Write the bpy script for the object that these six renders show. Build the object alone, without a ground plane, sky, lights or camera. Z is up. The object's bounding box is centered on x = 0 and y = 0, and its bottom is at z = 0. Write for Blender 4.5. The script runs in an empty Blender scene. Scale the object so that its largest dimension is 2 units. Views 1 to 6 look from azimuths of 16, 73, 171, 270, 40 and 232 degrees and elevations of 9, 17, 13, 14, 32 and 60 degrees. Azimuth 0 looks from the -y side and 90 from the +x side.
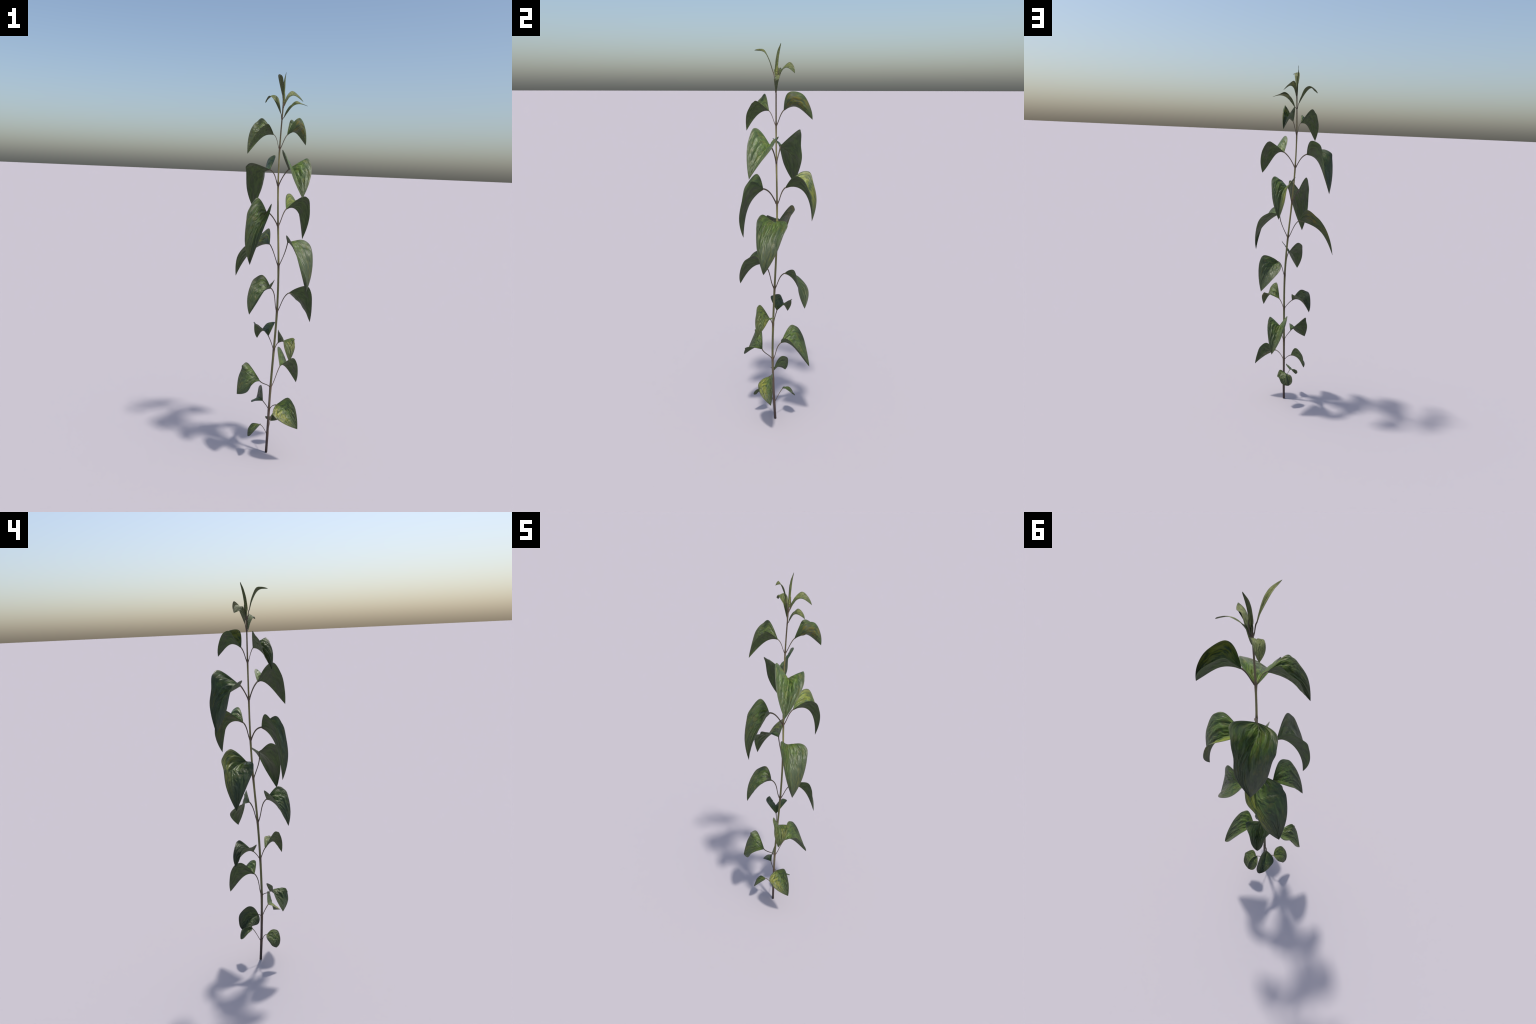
"""A single tall leafy shoot: one slender slightly swaying stem carrying crossed
pairs of keeled, drooping, pointed-oval leaves on thin stalks, and a tuft of
narrow young leaves at the tip.  Everything is lofted from profiles and curves."""
import bpy, math
import numpy as np

rng = np.random.default_rng(7)


def unit(v):
    return v / np.maximum(np.linalg.norm(v, axis=-1, keepdims=True), 1e-9)


# ------------------------------------------------------------------ stem path
# the line the stem follows: (x, y, z) of each bend
STEM_PATH = np.array([[0.0147, 0.0065, 0.0000], [0.0174, 0.0017, 0.0600], [0.0194, -0.0025, 0.1200], [0.0236, -0.0103, 0.2600], [0.0284, -0.0155, 0.4000], [0.0366, -0.0157, 0.6000], [0.0420, -0.0105, 0.8000], [0.0340, 0.0023, 1.0600], [0.0219, 0.0063, 1.2450], [0.0129, 0.0048, 1.4500], [0.0126, 0.0022, 1.6300], [0.0186, -0.0008, 1.7800], [0.0220, -0.0019, 1.8500], [0.0230, -0.0019, 1.8700]])
# height of every leaf joint
JOINT = {'tip': 1.8332, 'crown': 1.8288, 'collar': 1.7739, 'first': 1.6301, 'second': 1.4476, 'third': 1.2442, 'fourth': 1.037, 'fifth': 0.7999, 'sixth': 0.592, 'seventh': 0.3849, 'eighth': 0.258, 'ninth': 0.1141}


def smooth_path(pts, n):
    """natural cubic through the bends, parametrised by height"""
    z = pts[:, 2]
    m = len(z)
    h = np.diff(z)
    A = np.eye(m)
    r = np.zeros((m, 2))
    for i in range(1, m - 1):
        A[i, i - 1:i + 2] = h[i - 1], 2 * (h[i - 1] + h[i]), h[i]
        r[i] = 6 * ((pts[i + 1, :2] - pts[i, :2]) / h[i] - (pts[i, :2] - pts[i - 1, :2]) / h[i - 1])
    k = np.linalg.solve(A, r)
    zz = np.atleast_1d(n)
    i = np.clip(np.searchsorted(z, zz) - 1, 0, m - 2)
    a = ((z[i + 1] - zz) / h[i])[:, None]
    b = ((zz - z[i]) / h[i])[:, None]
    hh = h[i][:, None] ** 2 / 6
    xy = a * pts[i, :2] + b * pts[i + 1, :2] + ((a ** 3 - a) * k[i] + (b ** 3 - b) * k[i + 1]) * hh
    return np.c_[xy, zz]


def stem_at(z):
    return smooth_path(STEM_PATH, float(z))[0]


def stem_radius(z):
    r = np.interp(z, [0, .1, .3, .6, 1.0, 1.3, 1.6, 1.78, 1.84, 1.865],
                  [.0068, .0064, .0060, .0056, .0051, .0045, .0037, .0032, .0036, .0012])
    for zj in JOINT.values():                     # each joint is a little swollen
        if zj < 1.7:
            r = r + .0005 * np.exp(-((z - zj) / .010) ** 2) + .0005 * np.exp(-((z - zj + .02) / .03) ** 2)
    return r


# ------------------------------------------------------------------ mesh helpers
def new_mesh(name, verts, faces, mats, face_mat=None, attrs=None):
    me = bpy.data.meshes.new(name)
    me.from_pydata([tuple(v) for v in verts], [], faces)
    for m in mats:
        me.materials.append(m)
    if face_mat is not None:
        me.polygons.foreach_set("material_index", np.asarray(face_mat, dtype=np.int32))
    me.polygons.foreach_set("use_smooth", np.ones(len(me.polygons), dtype=bool))
    for k, a in (attrs or {}).items():
        me.attributes.new(k, 'FLOAT', 'POINT').data.foreach_set("value", np.asarray(a, dtype=np.float32))
    me.update()
    return me


def tube(path, radius, sides=12, flat=1.0, ripple=0.0):
    """tube round a path; rings carried along by parallel transport"""
    n = len(path)
    tan = unit(np.gradient(path, axis=0))
    ref = np.array([1., 0, 0]) if abs(tan[0, 0]) < .8 else np.array([0, 1., 0])
    a = unit(np.cross(tan[0], ref))
    verts = []
    ang = np.linspace(0, 2 * np.pi, sides, endpoint=False)
    for i in range(n):
        a = unit(a - tan[i] * (a @ tan[i]))
        b = np.cross(tan[i], a)
        r = radius[i] * (1 + ripple * np.cos(4 * ang))
        verts.append(path[i] + np.outer(r * np.cos(ang), a) + np.outer(r * np.sin(ang) * flat, b))
    verts = list(np.concatenate(verts))
    faces = []
    for i in range(n - 1):
        for j in range(sides):
            k = (j + 1) % sides
            faces.append((i * sides + j, i * sides + k, (i + 1) * sides + k, (i + 1) * sides + j))
    faces.append(tuple(range(sides))[::-1])
    faces.append(tuple((n - 1) * sides + j for j in range(sides)))
    return verts, faces


# ------------------------------------------------------------------ materials
class Nodes:
    def __init__(self, name):
        self.mat = bpy.data.materials.new(name)
        self.mat.use_nodes = True
        self.t = self.mat.node_tree
        self.t.nodes.clear()

    def add(self, kind, **kw):
        n = self.t.nodes.new(kind)
        for k, v in kw.items():
            setattr(n, k, v)
        return n

    def put(self, sock, v):
        if isinstance(v, bpy.types.NodeSocket):
            self.t.links.new(v, sock)
        else:
            sock.default_value = v

    def math(self, op, a, b=0.0, c=0.0, clamp=False):
        n = self.add('ShaderNodeMath', operation=op, use_clamp=clamp)
        for i, v in enumerate((a, b, c)):
            self.put(n.inputs[i], v)
        return n.outputs[0]

    def ramp01(self, x, lo, hi):
        n = self.add('ShaderNodeMapRange', interpolation_type='SMOOTHSTEP')
        self.put(n.inputs[0], x)
        n.inputs[1].default_value, n.inputs[2].default_value = lo, hi
        return n.outputs[0]

    def mix(self, f, a, b, blend='MIX'):
        n = self.add('ShaderNodeMix', data_type='RGBA', blend_type=blend)
        self.put(n.inputs[0], f)
        for s, v in ((n.inputs[6], a), (n.inputs[7], b)):
            self.put(s, v if isinstance(v, bpy.types.NodeSocket) else (*v, 1.0))
        return n.outputs[2]

    def attr(self, name, kind='GEOMETRY'):
        return self.add('ShaderNodeAttribute', attribute_type=kind, attribute_name=name).outputs['Fac']

    def vec(self, x, y, z):
        n = self.add('ShaderNodeCombineXYZ')
        for i, v in enumerate((x, y, z)):
            self.put(n.inputs[i], v)
        return n.outputs[0]

    def noise(self, v, scale, detail=3.0, rough=.55):
        n = self.add('ShaderNodeTexNoise')
        self.put(n.inputs['Vector'], v)
        n.inputs['Scale'].default_value = scale
        n.inputs['Detail'].default_value = detail
        n.inputs['Roughness'].default_value = rough
        return n.outputs['Fac']

    def finish(self, colour, rough, bump=None, strength=.3, dist=.001, spec=.5, **extra):
        p = self.add('ShaderNodeBsdfPrincipled')
        self.put(p.inputs['Base Color'], colour)
        self.put(p.inputs['Roughness'], rough)
        p.inputs['Specular IOR Level'].default_value = spec
        for k, v in extra.items():
            self.put(p.inputs[k], v)
        if bump is not None:
            b = self.add('ShaderNodeBump')
            b.inputs['Strength'].default_value = strength
            b.inputs['Distance'].default_value = dist
            self.put(b.inputs['Height'], bump)
            self.put(p.inputs['Normal'], b.outputs[0])
        o = self.add('ShaderNodeOutputMaterial')
        self.t.links.new(p.outputs[0], o.inputs[0])
        return self.mat


DEEP_GREEN, DARK_GREEN, MID_GREEN = (.016, .030, .011), (.033, .057, .016), (.070, .114, .022)
GREY_GREEN, PALE_GREEN, FRESH_GREEN = (.050, .073, .031), (.140, .175, .072), (.094, .148, .018)
YELLOW, YOUNG, MARGIN, DULL_TIP = (.195, .198, .024), (.185, .192, .052), (.080, .084, .056), (.042, .054, .028)
UNDER_DARK, UNDER_MID, UNDER_GREY = (.046, .066, .026), (.070, .108, .031), (.074, .080, .052)


def blade_coordinates(N):
    """scalars that every leaf blade carries, how far along and how far across, turned into
    directions along and over the slanting side veins, with a little wander"""
    t = N.attr("along_midrib")
    u = N.attr("across_blade")
    au = N.math('ABSOLUTE', u)
    rnd = N.add('ShaderNodeObjectInfo').outputs['Random']
    seed = N.math('ADD', N.math('MULTIPLY', rnd, 40.0), N.math('MULTIPLY', N.math('SIGN', u), 3.0))
    warp = N.math('SUBTRACT', N.noise(N.vec(N.math('MULTIPLY', t, 5.0), N.math('MULTIPLY', au, 2.5), seed), 1.0, 2.0), .5)
    run = N.math('ADD', N.math('MULTIPLY', t, 2.3), N.math('MULTIPLY', au, .45))
    lean = N.math('MULTIPLY', N.math('MULTIPLY', t, 1.25), N.math('SUBTRACT', 1.0, N.math('MULTIPLY', au, .35)))
    over = N.math('ADD', N.math('SUBTRACT', N.math('MULTIPLY', au, 1.05), lean), N.math('MULTIPLY', warp, .45))
    return t, u, au, run, over, seed


def yellowing(N, t, u, mask):
    left = N.math('MULTIPLY', N.ramp01(u, .10, .45), N.attr('["yellow_left"]', 'OBJECT'))
    right = N.math('MULTIPLY', N.ramp01(u, -.10, -.45), N.attr('["yellow_right"]', 'OBJECT'))
    band = N.math('MULTIPLY', N.ramp01(t, .02, .22), N.ramp01(t, .92, .60))
    return N.math('MULTIPLY', N.math('MULTIPLY', N.math('ADD', left, right), band), mask, clamp=True)


def upper_leaf_material():
    N = Nodes("leaf_upper_side")
    t, u, au, run, over, seed = blade_coordinates(N)
    streak = N.noise(N.vec(N.math('MULTIPLY', over, 7.5), N.math('MULTIPLY', run, 2.6), seed), 1.0, 4.0, .62)
    blot = N.noise(N.vec(N.math('MULTIPLY', t, 4.0), N.math('MULTIPLY', u, 2.2), seed), 1.0, 3.0)
    fine = N.noise(N.vec(N.math('MULTIPLY', over, 20.0), N.math('MULTIPLY', run, 9.0), seed), 1.0, 3.0, .65)
    col = N.mix(N.ramp01(streak, .38, .66), DARK_GREEN, MID_GREEN)
    col = N.mix(N.math('MULTIPLY', N.ramp01(blot, .46, .66), .65), col, GREY_GREEN)
    col = N.mix(N.math('MULTIPLY', N.ramp01(N.math('ADD', N.math('MULTIPLY', fine, .45), N.math('MULTIPLY', streak, .55)), .53, .72), .62), col, PALE_GREEN)
    col = N.mix(N.math('MULTIPLY', N.ramp01(fine, .46, .28), .45), col, DEEP_GREEN)
    # fresher colour near the base of the blade, duller towards tip and margin
    far = N.math('ADD', t, N.math('ADD', N.math('MULTIPLY', N.math('POWER', au, 3.0), .28), N.math('MULTIPLY', blot, .3)))
    col = N.mix(N.math('MULTIPLY', N.ramp01(far, .48, 1.05), .62), col, DULL_TIP)
    fresh = N.math('MULTIPLY', N.ramp01(far, .70, .22), N.ramp01(streak, .36, .58))
    col = N.mix(N.math('MULTIPLY', fresh, .60), col, FRESH_GREEN)
    olive = N.noise(N.vec(N.math('MULTIPLY', over, 5.0), N.math('MULTIPLY', run, 3.5), N.math('ADD', seed, 9.0)), 1.0, 3.0)
    col = N.mix(N.math('MULTIPLY', N.ramp01(olive, .50, .66), .50), col, (.098, .100, .024))
    # yellowed half blades, each in its own strength, broken up along the veins
    patch = yellowing(N, t, u, N.ramp01(N.math('ADD', N.math('MULTIPLY', streak, .65), N.math('MULTIPLY', blot, .35)), .42, .56))
    col = N.mix(N.math('MULTIPLY', patch, .8), col, YELLOW)
    # paler young leaves
    col = N.mix(N.math('MULTIPLY', N.math('MULTIPLY', N.attr('["youth"]', 'OBJECT'), 1.25), N.ramp01(streak, .25, .62)), col, YOUNG)
    # dull grey-green margin, hint of a pale midrib
    edge = N.math('MULTIPLY', N.ramp01(N.math('ADD', au, N.math('MULTIPLY', streak, .5)), 1.05, 1.35), .60)
    col = N.mix(edge, col, MARGIN)
    rib = N.math('MULTIPLY', N.ramp01(au, .035, .010), .22)
    col = N.mix(rib, col, PALE_GREEN)
    light = N.attr('["lightness"]', 'OBJECT')
    col = N.mix(1.0, col, N.vec(light, light, light), 'MULTIPLY')
    broad = N.noise(N.vec(N.math('MULTIPLY', over, 6.5), N.math('MULTIPLY', run, 2.8), seed), 1.0, 1.2, .5)
    height = N.math('ADD', N.math('MULTIPLY', broad, .85), N.math('MULTIPLY', fine, .15))
    return N.finish(col, N.math('ADD', .31, N.math('MULTIPLY', fine, .30)), height, .85, .007, .40)


def lower_leaf_material():
    N = Nodes("leaf_under_side")
    t, u, au, run, over, seed = blade_coordinates(N)
    streak = N.noise(N.vec(N.math('MULTIPLY', over, 7.0), N.math('MULTIPLY', run, 2.6), seed), 1.0, 4.0, .62)
    blot = N.noise(N.vec(N.math('MULTIPLY', t, 4.0), N.math('MULTIPLY', u, 2.4), seed), 1.0, 3.0)
    col = N.mix(N.ramp01(streak, .36, .66), UNDER_DARK, UNDER_MID)
    col = N.mix(N.math('MULTIPLY', N.ramp01(blot, .46, .66), .6), col, UNDER_GREY)
    patch = yellowing(N, t, u, N.math('MULTIPLY', N.ramp01(blot, .40, .56), N.ramp01(streak, .42, .58)))
    col = N.mix(N.math('MULTIPLY', patch, .85), col, (.135, .112, .012))
    col = N.mix(N.math('MULTIPLY', N.attr('["youth"]', 'OBJECT'), .6), col, (.130, .140, .052))
    rib = N.math('MULTIPLY', N.ramp01(au, .05, .015), .3)
    col = N.mix(rib, col, (.080, .075, .045))
    return N.finish(col, .55, streak, .7, .004, .25)


def stem_material():
    N = Nodes("stem_bark")
    pos = N.add('ShaderNodeTexCoord').outputs['Object']
    near = N.attr("joint_closeness")
    h = N.attr("height_share")
    mp = N.add('ShaderNodeMapping')
    mp.inputs['Scale'].default_value = (160, 160, 14)
    N.put(mp.inputs['Vector'], pos)
    grain = N.noise(mp.outputs[0], 1.0, 4.0)
    ramp = N.add('ShaderNodeValToRGB')
    N.put(ramp.inputs[0], h)
    stops = [(0.0, (.045, .030, .027)), (.10, (.085, .058, .048)), (.17, (.125, .100, .062)), (.24, (.140, .138, .048)),
             (.45, (.155, .152, .056)), (.60, (.195, .184, .064)), (.84, (.200, .180, .064)), (.92, (.130, .100, .050)), (1.0, (.120, .110, .055))]
    e = ramp.color_ramp.elements
    while len(e) < len(stops):
        e.new(.5)
    for el, (p, c) in zip(e, stops):
        el.position, el.color = p, (*c, 1)
    col = N.mix(N.math('MULTIPLY', N.ramp01(grain, .45, .75), .35), ramp.outputs[0], (.075, .065, .040))
    col = N.mix(N.math('MULTIPLY', near, .8), col, (.095, .062, .040))
    return N.finish(col, .6, grain, .3, .001, .35)


def stalk_material():
    N = Nodes("leaf_stalk")
    share = N.attr("stalk_share")
    grain = N.noise(N.add('ShaderNodeTexCoord').outputs['Object'], 120.0, 3.0)
    col = N.mix(share, (.085, .060, .040), (.110, .088, .050))
    col = N.mix(N.math('MULTIPLY', N.ramp01(grain, .4, .7), .4), col, (.050, .040, .026))
    return N.finish(col, .6, grain, .2, .001, .35)


UPPER, LOWER, BARK, STALK = upper_leaf_material(), lower_leaf_material(), stem_material(), stalk_material()

# ------------------------------------------------------------------ the plant
plant = bpy.data.objects.new("leafy_plant", None)
plant.empty_display_size = .05
bpy.context.collection.objects.link(plant)
plant["label"] = "tall thin green stem with drooping paired pointed leaves"
plant["category"] = "plant"


def attach(name, mesh, parent, where, **props):
    ob = bpy.data.objects.new(name, mesh)
    ob.parent = parent
    ob.location = [float(c) for c in where]
    bpy.context.collection.objects.link(ob)
    for k, v in props.items():
        ob[k] = v
    return ob


# stem
heights = np.unique(np.concatenate([np.linspace(0, 1.865, 170)] + [np.linspace(z - .03, z + .03, 13) for z in JOINT.values()]))
heights = heights[(heights >= 0) & (heights <= 1.865)]
path = smooth_path(STEM_PATH, heights)
verts, faces = tube(path, stem_radius(heights), 14, 1.0, .04)
close = np.max([np.exp(-((heights - z + .002) / .020) ** 2) for z in JOINT.values()], axis=0)
attach("stem", new_mesh("stem", verts, faces, [BARK], None,
                        {"joint_closeness": np.repeat(close, 14), "height_share": np.repeat(heights / 1.865, 14)}), plant, (0, 0, 0))


def bezier(p, t):
    t = np.asarray(t)[:, None]
    return (1 - t) ** 3 * p[0] + 3 * (1 - t) ** 2 * t * p[1] + 3 * (1 - t) * t * t * p[2] + t ** 3 * p[3]


def bezier_slope(p, t):
    t = np.asarray(t)[:, None]
    return unit(3 * (1 - t) ** 2 * (p[1] - p[0]) + 6 * (1 - t) * t * (p[2] - p[1]) + 3 * t * t * (p[3] - p[2]))


ALONG, ACROSS = 72, 49
KNOT = np.array([0, .13, .3, .5, .75, 1.0])       # where along the leaf its margin is given


def margin_curve(pts, t):
    """smooth curve through the margin points (cubic, finite-difference slopes)"""
    h = np.diff(KNOT)[:, None]
    d = np.diff(pts, axis=0) / h
    m = np.zeros_like(pts)
    m[1:-1] = (d[:-1] * h[1:] + d[1:] * h[:-1]) / (h[1:] + h[:-1])
    m[0], m[-1] = 2 * d[0] - m[1], 2 * d[-1] - m[-2]
    i = np.clip(np.searchsorted(KNOT, t, side='right') - 1, 0, len(KNOT) - 2)
    s, hh = ((t - KNOT[i]) / h[i, 0])[:, None], h[i]
    return ((2 * s ** 3 - 3 * s ** 2 + 1) * pts[i] + (s ** 3 - 2 * s ** 2 + s) * hh * m[i]
            + (3 * s ** 2 - 2 * s ** 3) * pts[i + 1] + (s ** 3 - s ** 2) * hh * m[i + 1])


def wander(x, k):
    """slow wavering line, different for every k"""
    return sum(math.sin(k * (3.1 + n)) / n * np.sin(n * 2.2 * x + k * (1.7 * n + .6)) for n in (1, 2, 3))


def grow_leaf(joint, base, rise, droop, tip, left, right, cup, stalk=.0024, yellow=(0., 0.), light=1.0, youth=0.0, relief=1.0):
    """one keeled leaf: the midrib is the curve base-rise-droop-tip; each half blade is a cupped
    sheet between the midrib and a margin running base - four points - tip"""
    node = stem_at(JOINT[joint])
    ctrl = np.array([base, rise, droop, tip])
    t = .5 - .5 * np.cos(np.linspace(.05, np.pi - .02, ALONG))
    t = (t - t[0]) / (t[-1] - t[0]) * .9985 + .0008
    M, D = bezier(ctrl, t), bezier_slope(ctrl, t)
    sides = [margin_curve(np.array([base, *m, tip]), t) for m in (left, right)]
    us = np.linspace(-1, 1, ACROSS)
    P = np.zeros((ALONG, ACROSS, 3))
    lift = np.zeros((ALONG, ACROSS))
    k0 = rng.uniform(0, 40, 2)
    half = [np.linalg.norm(e - M, axis=-1) for e in sides]
    wide = max(half[0].max(), half[1].max())
    for j, u in enumerate(us):
        au, k = abs(u), 0 if u >= 0 else 1
        d = sides[k] - M
        nn = (1 if k == 0 else -1) * unit(np.cross(D, d))
        P[:, j] = M + d * au + nn * (half[k] * cup[k] * au * (1 - au))[:, None]
        # puckers between side veins that leave the midrib slantwise and sweep towards the tip
        swell = np.clip(au * 4, 0, 1) * np.clip((1 - au) * 3, 0, 1) * np.clip(half[k] / wide * 1.3, 0, 1)
        run, over = 2.3 * t + .45 * au, 1.05 * au - 1.25 * t * (1 - .35 * au)
        ph = over * 14 + 1.3 * wander(run * 2.1, k0[k]) + k0[k]
        lift[:, j] = swell * (np.sin(ph) * (.6 + .6 * wander(2.6 * run + 2 * over, k0[k] + 1))
                              + .55 * wander(4.5 * run - 3 * over, k0[k] + 2) + .3 * np.sin(2.3 * ph + 3 * run))
    S = unit(sides[0] - sides[1])
    U = unit(np.cross(D, S))

    def facing(P, guide):
        ga, gc = np.gradient(P, axis=0), np.gradient(P, axis=1)
        n = unit(np.cross(ga, gc))
        return n * np.sign((n * guide).sum() + 1e-12)
    nrm = facing(P, U[:, None])
    P = P + nrm * (lift * .018 * wide * relief)[..., None]
    n2 = facing(P, nrm)
    au = np.abs(us)[None, :]
    thick = (.00030 + .0005 * (1 - au ** 3)) * np.ones_like(lift)
    hw = np.where(us[None, :] >= 0, half[0][:, None], half[1][:, None])
    keel = .0012 * np.exp(-(us[None, :] * hw / .0022) ** 2) * np.clip((1 - t) * 1.6, 0, 1)[:, None] * min(1, wide / .08)
    top, low = P, P - n2 * (thick + keel)[..., None]
    n = ALONG * ACROSS
    verts = np.concatenate([top.reshape(-1, 3), low.reshape(-1, 3)]) - node
    idx = np.arange(n).reshape(ALONG, ACROSS)
    faces, fm = [], []
    a, c = ALONG // 3, ACROSS // 2
    flip = np.dot(np.cross(P[a + 1, c + 1] - P[a, c + 1], P[a, c + 2] - P[a, c + 1]), n2[a, c + 1]) < 0
    for i in range(ALONG - 1):
        for j in range(ACROSS - 1):
            q = (idx[i, j], idx[i + 1, j], idx[i + 1, j + 1], idx[i, j + 1])
            q = q[::-1] if flip else q
            faces.append(tuple(int(x) for x in q))
            fm.append(0)
            faces.append(tuple(int(x) + n for x in q[::-1]))
            fm.append(1)
    ring = list(idx[0, :]) + list(idx[1:, -1]) + list(idx[-1, -2::-1]) + list(idx[-2:0:-1, 0])
    for k in range(len(ring)):
        p, q = int(ring[k]), int(ring[(k + 1) % len(ring)])
        f = (p, q, q + n, p + n)
        faces.append(f if not flip else f[::-1])
        fm.append(1)
    tt = np.repeat(t[:, None], ACROSS, 1).ravel()
    uu = np.repeat(us[None], ALONG, 0).ravel()
    me = new_mesh("leaf", verts, faces, [UPPER, LOWER], fm,
                  {"along_midrib": np.r_[tt, tt], "across_blade": np.r_[uu, uu]})
    leaf = attach("leaf", me, plant, node, yellow_left=float(yellow[0]), yellow_right=float(yellow[1]),
                  lightness=float(light), youth=float(youth))
    # stalk: springs from the joint close to the stem, then bends out into the midrib
    span = np.linalg.norm(ctrl[0] - node)
    flat = unit((ctrl[0] - node) * [1, 1, 0])
    start = node + flat * .003 - np.array([0, 0, .006])
    into = unit(.5 * unit(ctrl[1] - ctrl[0]) + .6 * unit(ctrl[0] - node))
    cp = [start, start + (flat * .50 + np.array([0, 0, .86])) * span * .36, ctrl[0] - into * span * .36, ctrl[0]]
    s = np.linspace(0, 1, 22)
    curve = np.concatenate([bezier(np.array(cp), s), bezier(ctrl, np.linspace(.012, .14, 8)) - U[2] * .0008])
    r = stalk * np.concatenate([np.interp(s, [0, .10, .4, 1], [1.35, .95, .85, 1.15]), np.linspace(1.1, .3, 8)])
    v, f = tube(curve, r, 10, .85)
    share = np.concatenate([s, np.ones(8)])
    attach("leaf_stalk", new_mesh("leaf_stalk", np.array(v) - node, f, [STALK], None,
                               {"stalk_share": np.repeat(share, 10)}), leaf, (0, 0, 0))


# ------------------------------------------------------------------ leaves, from the tip down
grow_leaf('tip', base=(0.0216, -0.0156, 1.8670), rise=(0.0136, -0.0538, 1.9767), droop=(0.0054, -0.0528, 1.9594), tip=(0.0300, -0.1108, 1.9631),
          left=[(0.0256, -0.0293, 1.9016), (0.0288, -0.0448, 1.9329), (0.0291, -0.0588, 1.9517), (0.0294, -0.0776, 1.9619)],
          right=[(0.0126, -0.0236, 1.9034), (0.0058, -0.0352, 1.9354), (0.0020, -0.0522, 1.9653), (0.0122, -0.0789, 1.9710)],
          cup=(0.47, 0.32), stalk=.0020, light=1.25, youth=.55, relief=.6)
grow_leaf('tip', base=(0.0263, 0.0056, 1.8622), rise=(0.0239, 0.0042, 1.9411), droop=(0.0202, 0.0251, 1.9934), tip=(0.0248, 0.0198, 1.9982),
          left=[(0.0181, -0.0005, 1.8352), (0.0172, -0.0001, 1.9261), (0.0173, 0.0072, 1.9565), (0.0219, 0.0143, 1.9856)],
          right=[(0.0251, -0.0085, 1.8657), (0.0239, -0.0067, 1.9146), (0.0199, 0.0025, 1.9579), (0.0235, 0.0144, 1.9880)],
          cup=(0.75, 0.32), stalk=.0022, light=1.2, youth=.6, relief=.5)
grow_leaf('crown', base=(0.0244, 0.0047, 1.8338), rise=(0.0517, 0.0262, 1.9138), droop=(0.0740, 0.0401, 1.8877), tip=(0.1086, 0.0603, 1.8620),
          left=[(0.0282, 0.0129, 1.8658), (0.0321, 0.0280, 1.8892), (0.0494, 0.0526, 1.9130), (0.0809, 0.0642, 1.8943)],
          right=[(0.0272, 0.0092, 1.8633), (0.0361, 0.0274, 1.8877), (0.0532, 0.0507, 1.9086), (0.0792, 0.0610, 1.8938)],
          cup=(0.08, 0.06), stalk=.0020, light=1.15, youth=.45, relief=.8)
grow_leaf('collar', base=(0.0109, 0.0044, 1.7959), rise=(-0.0648, 0.0205, 1.9396), droop=(-0.0597, 0.0315, 1.8643), tip=(-0.0859, 0.0529, 1.8545),
          left=[(-0.0030, 0.0030, 1.8391), (-0.0303, 0.0059, 1.8669), (-0.0537, 0.0105, 1.8831), (-0.0731, 0.0229, 1.8674)],
          right=[(0.0008, 0.0190, 1.8364), (-0.0116, 0.0328, 1.8726), (-0.0345, 0.0401, 1.8909), (-0.0647, 0.0537, 1.8785)],
          cup=(0.44, 0.41), stalk=.0018, light=1.1, youth=.4, relief=.6)
grow_leaf('collar', base=(0.0286, -0.0063, 1.7778), rise=(0.0708, -0.0258, 1.8297), droop=(0.0882, -0.0431, 1.8529), tip=(0.1519, -0.0440, 1.8281),
          left=[(0.0356, -0.0011, 1.7955), (0.0605, -0.0036, 1.8360), (0.0862, -0.0118, 1.8556), (0.1178, -0.0161, 1.8440)],
          right=[(0.0360, -0.0076, 1.8016), (0.0534, -0.0082, 1.8301), (0.0807, -0.0093, 1.8461), (0.1157, -0.0189, 1.8432)],
          cup=(0.36, -0.02), stalk=.0020, light=1.15, youth=.45, relief=.7)
grow_leaf('first', base=(-0.0133, -0.0266, 1.6918), rise=(-0.0586, -0.0476, 1.6968), droop=(-0.0629, -0.0772, 1.6795), tip=(-0.1210, -0.1106, 1.5924),
          left=[(-0.0243, -0.0793, 1.7343), (-0.0425, -0.0985, 1.7304), (-0.0618, -0.1083, 1.7115), (-0.0933, -0.1195, 1.6649)],
          right=[(-0.0661, -0.0265, 1.7653), (-0.1000, -0.0412, 1.7511), (-0.1185, -0.0624, 1.7208), (-0.1301, -0.0772, 1.6651)],
          cup=(0.44, -0.07), stalk=.0017, light=1.05, youth=.12)
grow_leaf('first', base=(0.0405, 0.0311, 1.6951), rise=(0.0709, 0.0842, 1.7344), droop=(0.0766, 0.0970, 1.7087), tip=(0.1147, 0.1509, 1.6535),
          left=[(0.0398, 0.0607, 1.7419), (0.0447, 0.0821, 1.7744), (0.0588, 0.1161, 1.7667), (0.0957, 0.1449, 1.7117)],
          right=[(0.0666, 0.0284, 1.7505), (0.0914, 0.0441, 1.7803), (0.1019, 0.0980, 1.7727), (0.1157, 0.1345, 1.7187)],
          cup=(0.11, -1.40), stalk=.0024, yellow=(0, 1.0), light=1.25)
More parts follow.
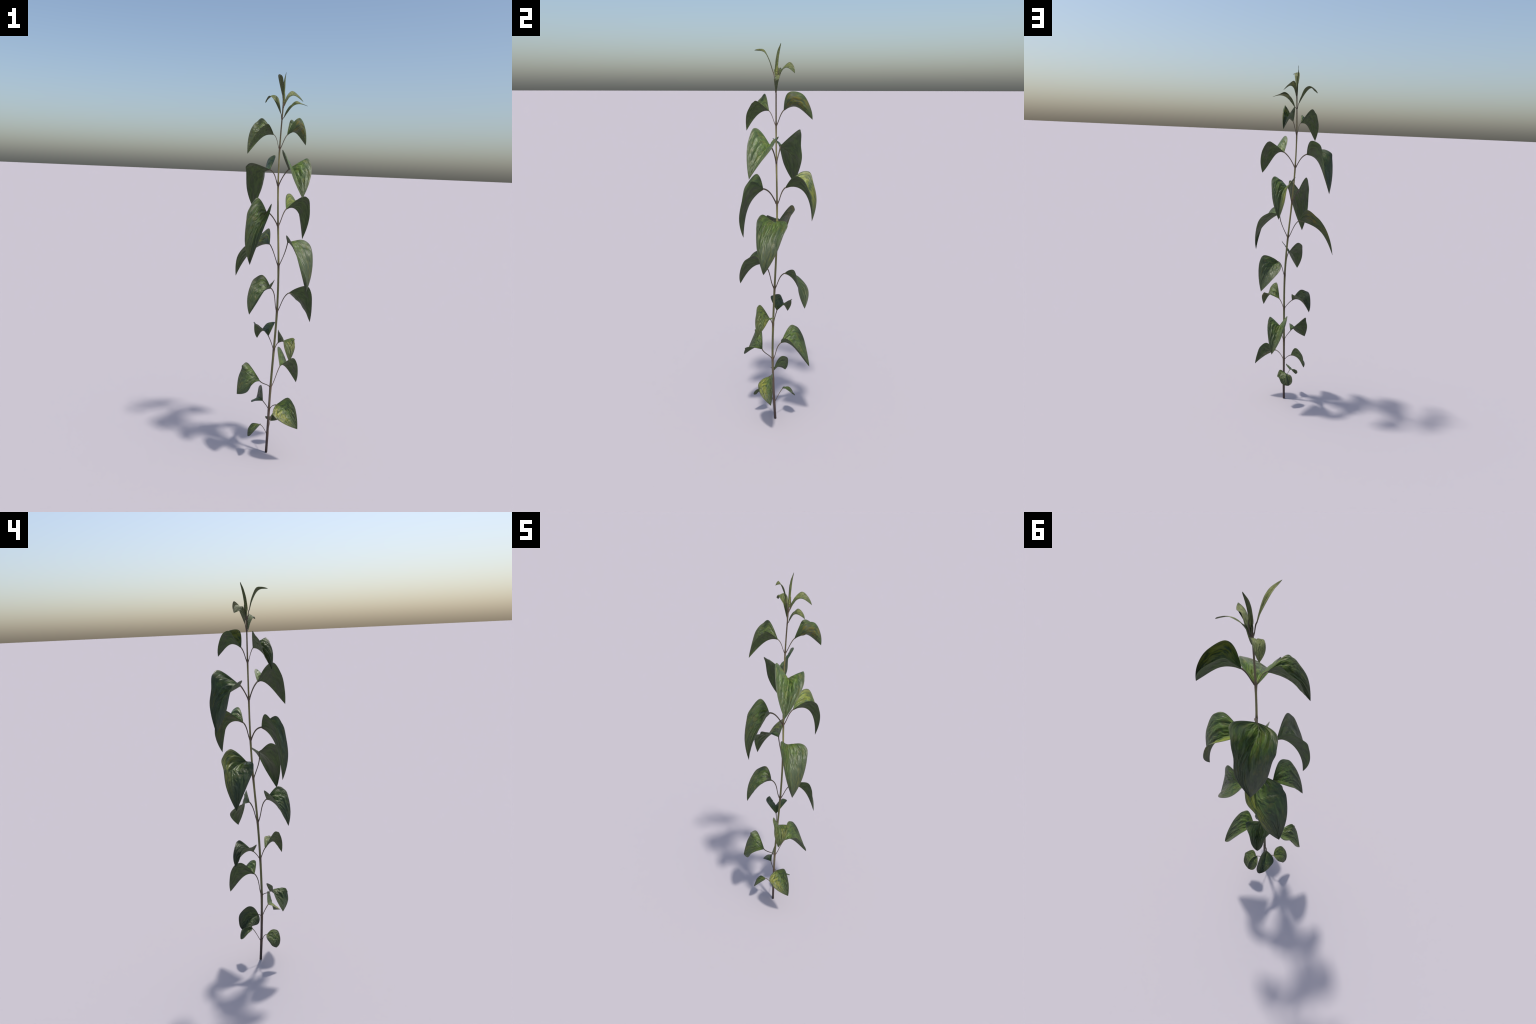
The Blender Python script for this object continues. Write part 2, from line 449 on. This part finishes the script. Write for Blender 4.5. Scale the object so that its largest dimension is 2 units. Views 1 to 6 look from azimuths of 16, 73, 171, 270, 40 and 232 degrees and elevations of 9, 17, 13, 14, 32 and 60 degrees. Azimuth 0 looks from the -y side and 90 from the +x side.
grow_leaf('second', base=(-0.0434, 0.0431, 1.5200), rise=(-0.1124, 0.0445, 1.5061), droop=(-0.0864, 0.1917, 1.4906), tip=(-0.1582, 0.1615, 1.3102),
          left=[(-0.1252, 0.0299, 1.5493), (-0.1765, 0.0639, 1.5363), (-0.1829, 0.0854, 1.4995), (-0.1822, 0.1127, 1.4041)],
          right=[(-0.0387, 0.1288, 1.5912), (-0.0863, 0.1691, 1.5802), (-0.1055, 0.1775, 1.5141), (-0.1204, 0.1880, 1.4306)],
          cup=(0.15, -0.15), stalk=.0034, light=.95)
grow_leaf('second', base=(0.0730, -0.0407, 1.5235), rise=(0.1241, -0.0873, 1.5400), droop=(0.1304, -0.1300, 1.4567), tip=(0.1783, -0.1823, 1.3923),
          left=[(0.1356, -0.0289, 1.5696), (0.1673, -0.0414, 1.5799), (0.1933, -0.0732, 1.5372), (0.1977, -0.1347, 1.4665)],
          right=[(0.0509, -0.0783, 1.5899), (0.0595, -0.1230, 1.6154), (0.0951, -0.1620, 1.5581), (0.1322, -0.1798, 1.4760)],
          cup=(0.23, 0.03), stalk=.0034, light=1.5, relief=1.2)
grow_leaf('third', base=(-0.0260, -0.0519, 1.3091), rise=(-0.0240, -0.1113, 1.2681), droop=(-0.0887, -0.1335, 1.2210), tip=(-0.0765, -0.1450, 1.0488),
          left=[(0.0130, -0.1169, 1.3554), (0.0175, -0.1569, 1.3143), (-0.0007, -0.1724, 1.2507), (-0.0353, -0.1775, 1.1503)],
          right=[(-0.0674, -0.0686, 1.3787), (-0.0997, -0.1195, 1.3232), (-0.1054, -0.1392, 1.2612), (-0.1038, -0.1502, 1.1519)],
          cup=(-0.28, -0.09), stalk=.0036)
grow_leaf('third', base=(0.0524, 0.0383, 1.3230), rise=(0.0891, 0.1108, 1.3527), droop=(0.1191, 0.1521, 1.2993), tip=(0.1214, 0.1575, 1.1599),
          left=[(0.0325, 0.1094, 1.3839), (0.0452, 0.1656, 1.3974), (0.0810, 0.1779, 1.3429), (0.0986, 0.1892, 1.2553)],
          right=[(0.1204, 0.0541, 1.3846), (0.1559, 0.0871, 1.3815), (0.1613, 0.1216, 1.3248), (0.1528, 0.1429, 1.2493)],
          cup=(-0.02, 0.28), stalk=.0029, yellow=(.65, 0), light=1.3)
grow_leaf('fourth', base=(-0.0239, 0.0297, 1.1381), rise=(-0.1097, 0.1495, 1.1241), droop=(-0.1576, 0.0832, 1.0950), tip=(-0.2202, 0.0840, 0.9440),
          left=[(-0.1047, 0.0001, 1.1523), (-0.1292, -0.0046, 1.1294), (-0.1536, -0.0009, 1.1158), (-0.2012, 0.0338, 1.0500)],
          right=[(-0.0445, 0.0987, 1.2083), (-0.0991, 0.1466, 1.1775), (-0.1447, 0.1394, 1.1279), (-0.1873, 0.1270, 1.0455)],
          cup=(-0.09, 0.08), stalk=.0027, yellow=(0, .75), light=.95, relief=1.3)
grow_leaf('fourth', base=(0.0850, -0.0345, 1.1570), rise=(0.0771, -0.0076, 1.1932), droop=(0.2426, -0.1858, 1.0435), tip=(0.2078, -0.1215, 0.9307),
          left=[(0.1364, 0.0003, 1.1752), (0.1806, 0.0086, 1.1631), (0.2107, -0.0226, 1.1221), (0.2224, -0.0667, 1.0266)],
          right=[(0.0867, -0.0813, 1.2001), (0.1150, -0.1223, 1.1884), (0.1469, -0.1396, 1.1355), (0.1817, -0.1448, 1.0364)],
          cup=(-0.04, -0.15), stalk=.0027, light=1.0)
grow_leaf('fifth', base=(0.0160, -0.0627, 0.9257), rise=(-0.0184, -0.1078, 0.9239), droop=(-0.0357, -0.1323, 0.8843), tip=(-0.0627, -0.1677, 0.8030),
          left=[(0.0463, -0.1144, 0.9796), (0.0399, -0.1589, 0.9666), (0.0123, -0.1753, 0.9324), (-0.0243, -0.1819, 0.8653)],
          right=[(-0.0257, -0.0506, 0.9832), (-0.0655, -0.0815, 0.9720), (-0.0792, -0.1134, 0.9349), (-0.0831, -0.1436, 0.8685)],
          cup=(0.02, -0.11), stalk=.0027)
grow_leaf('fifth', base=(0.0896, 0.0265, 0.8884), rise=(0.1368, 0.0662, 0.8833), droop=(0.1667, 0.0743, 0.8481), tip=(0.1980, 0.0992, 0.7273),
          left=[(0.0874, 0.0303, 0.8897), (0.0815, 0.0748, 0.8798), (0.0938, 0.1125, 0.8551), (0.1456, 0.1384, 0.8023)],
          right=[(0.1234, 0.0348, 0.9136), (0.1783, 0.0445, 0.9321), (0.2046, 0.0517, 0.8983), (0.2104, 0.0624, 0.8144)],
          cup=(-0.23, 0.19), stalk=.0027, light=.95, relief=1.2)
grow_leaf('sixth', base=(-0.0042, 0.0176, 0.6477), rise=(-0.0456, 0.0537, 0.6887), droop=(-0.0703, 0.1010, 0.6411), tip=(-0.0919, 0.1105, 0.6015),
          left=[(-0.0494, -0.0014, 0.7025), (-0.0880, 0.0239, 0.7059), (-0.0990, 0.0671, 0.7012), (-0.1030, 0.0910, 0.6414)],
          right=[(0.0105, 0.0742, 0.7002), (0.0044, 0.1004, 0.7053), (-0.0387, 0.1130, 0.6903), (-0.0690, 0.1221, 0.6453)],
          cup=(-0.02, 0.08), stalk=.0024, light=.8)
grow_leaf('sixth', base=(0.0620, -0.0431, 0.6369), rise=(0.1147, -0.0956, 0.6820), droop=(0.1200, -0.0941, 0.6543), tip=(0.1463, -0.1363, 0.5759),
          left=[(0.1282, -0.0421, 0.6703), (0.1542, -0.0621, 0.6716), (0.1550, -0.0747, 0.6707), (0.1640, -0.1027, 0.6355)],
          right=[(0.0701, -0.0882, 0.7136), (0.0829, -0.1159, 0.7197), (0.1059, -0.1296, 0.6918), (0.1189, -0.1392, 0.6435)],
          cup=(-0.18, 0.03), stalk=.0024, yellow=(.6, .1), light=1.1, youth=.1)
grow_leaf('seventh', base=(-0.0187, -0.0602, 0.4225), rise=(-0.0397, -0.0535, 0.4529), droop=(-0.0549, -0.1085, 0.4196), tip=(-0.1253, -0.1220, 0.3603),
          left=[(-0.0243, -0.1327, 0.4445), (-0.0425, -0.1513, 0.4277), (-0.0395, -0.1501, 0.4346), (-0.0634, -0.1529, 0.3910)],
          right=[(-0.0878, -0.0428, 0.5015), (-0.1147, -0.0715, 0.5030), (-0.1188, -0.0741, 0.4830), (-0.1313, -0.0895, 0.4322)],
          cup=(0.23, 0.03), stalk=.0024)
grow_leaf('seventh', base=(0.0648, 0.0189, 0.4893), rise=(0.0713, 0.0802, 0.5068), droop=(0.1081, 0.1114, 0.4198), tip=(0.1294, 0.1603, 0.3596),
          left=[(0.0359, 0.0723, 0.5618), (0.0381, 0.1139, 0.5625), (0.0551, 0.1442, 0.5178), (0.0889, 0.1601, 0.4315)],
          right=[(0.1139, 0.0088, 0.5356), (0.1347, 0.0332, 0.5391), (0.1471, 0.0718, 0.4964), (0.1435, 0.1252, 0.4210)],
          cup=(-0.00, -0.01), stalk=.0024, light=1.15)
grow_leaf('eighth', base=(-0.0163, 0.0066, 0.2886), rise=(-0.0624, 0.0728, 0.3070), droop=(-0.0671, 0.0801, 0.2619), tip=(-0.0819, 0.0964, 0.2436),
          left=[(-0.0515, 0.0006, 0.2855), (-0.0788, 0.0080, 0.2713), (-0.0902, 0.0383, 0.2652), (-0.0925, 0.0711, 0.2572)],
          right=[(-0.0253, 0.0251, 0.3317), (-0.0406, 0.0575, 0.3525), (-0.0667, 0.1025, 0.3269), (-0.0764, 0.1101, 0.2748)],
          cup=(-0.04, 0.08), stalk=.0024, light=.75)
grow_leaf('eighth', base=(0.0695, -0.0467, 0.3012), rise=(0.1544, -0.0748, 0.2980), droop=(0.1585, -0.0743, 0.2414), tip=(0.1953, -0.0777, 0.2009),
          left=[(0.0854, -0.0440, 0.3164), (0.1290, -0.0467, 0.3502), (0.1664, -0.0603, 0.3228), (0.1868, -0.0662, 0.2654)],
          right=[(0.0649, -0.0717, 0.2942), (0.0649, -0.0957, 0.2795), (0.0801, -0.1135, 0.2633), (0.1340, -0.1133, 0.2339)],
          cup=(-0.04, 0.04), stalk=.0024, yellow=(0, 1.0), light=1.05)
grow_leaf('ninth', base=(-0.0226, -0.0333, 0.1718), rise=(-0.0538, -0.0872, 0.1571), droop=(-0.0529, -0.0795, 0.1436), tip=(-0.0695, -0.0812, 0.1198),
          left=[(-0.0046, -0.0592, 0.1888), (-0.0084, -0.0908, 0.1879), (-0.0277, -0.1039, 0.1640), (-0.0513, -0.1012, 0.1330)],
          right=[(-0.0287, -0.0314, 0.1733), (-0.0590, -0.0322, 0.1711), (-0.0743, -0.0485, 0.1517), (-0.0760, -0.0604, 0.1339)],
          cup=(0.15, 0.22), stalk=.0018, yellow=(.25, .25), light=.9)
grow_leaf('ninth', base=(0.0240, 0.0479, 0.1893), rise=(0.0281, 0.0914, 0.2223), droop=(0.0149, 0.1186, 0.1358), tip=(0.0108, 0.1119, 0.1328),
          left=[(0.0228, 0.0429, 0.1887), (0.0095, 0.0477, 0.1819), (-0.0120, 0.0667, 0.1772), (-0.0152, 0.0950, 0.1487)],
          right=[(0.0532, 0.0430, 0.2085), (0.0753, 0.0765, 0.1857), (0.0667, 0.0934, 0.1772), (0.0501, 0.1111, 0.1471)],
          cup=(-0.72, -0.48), stalk=.0018, light=.85, youth=.1)
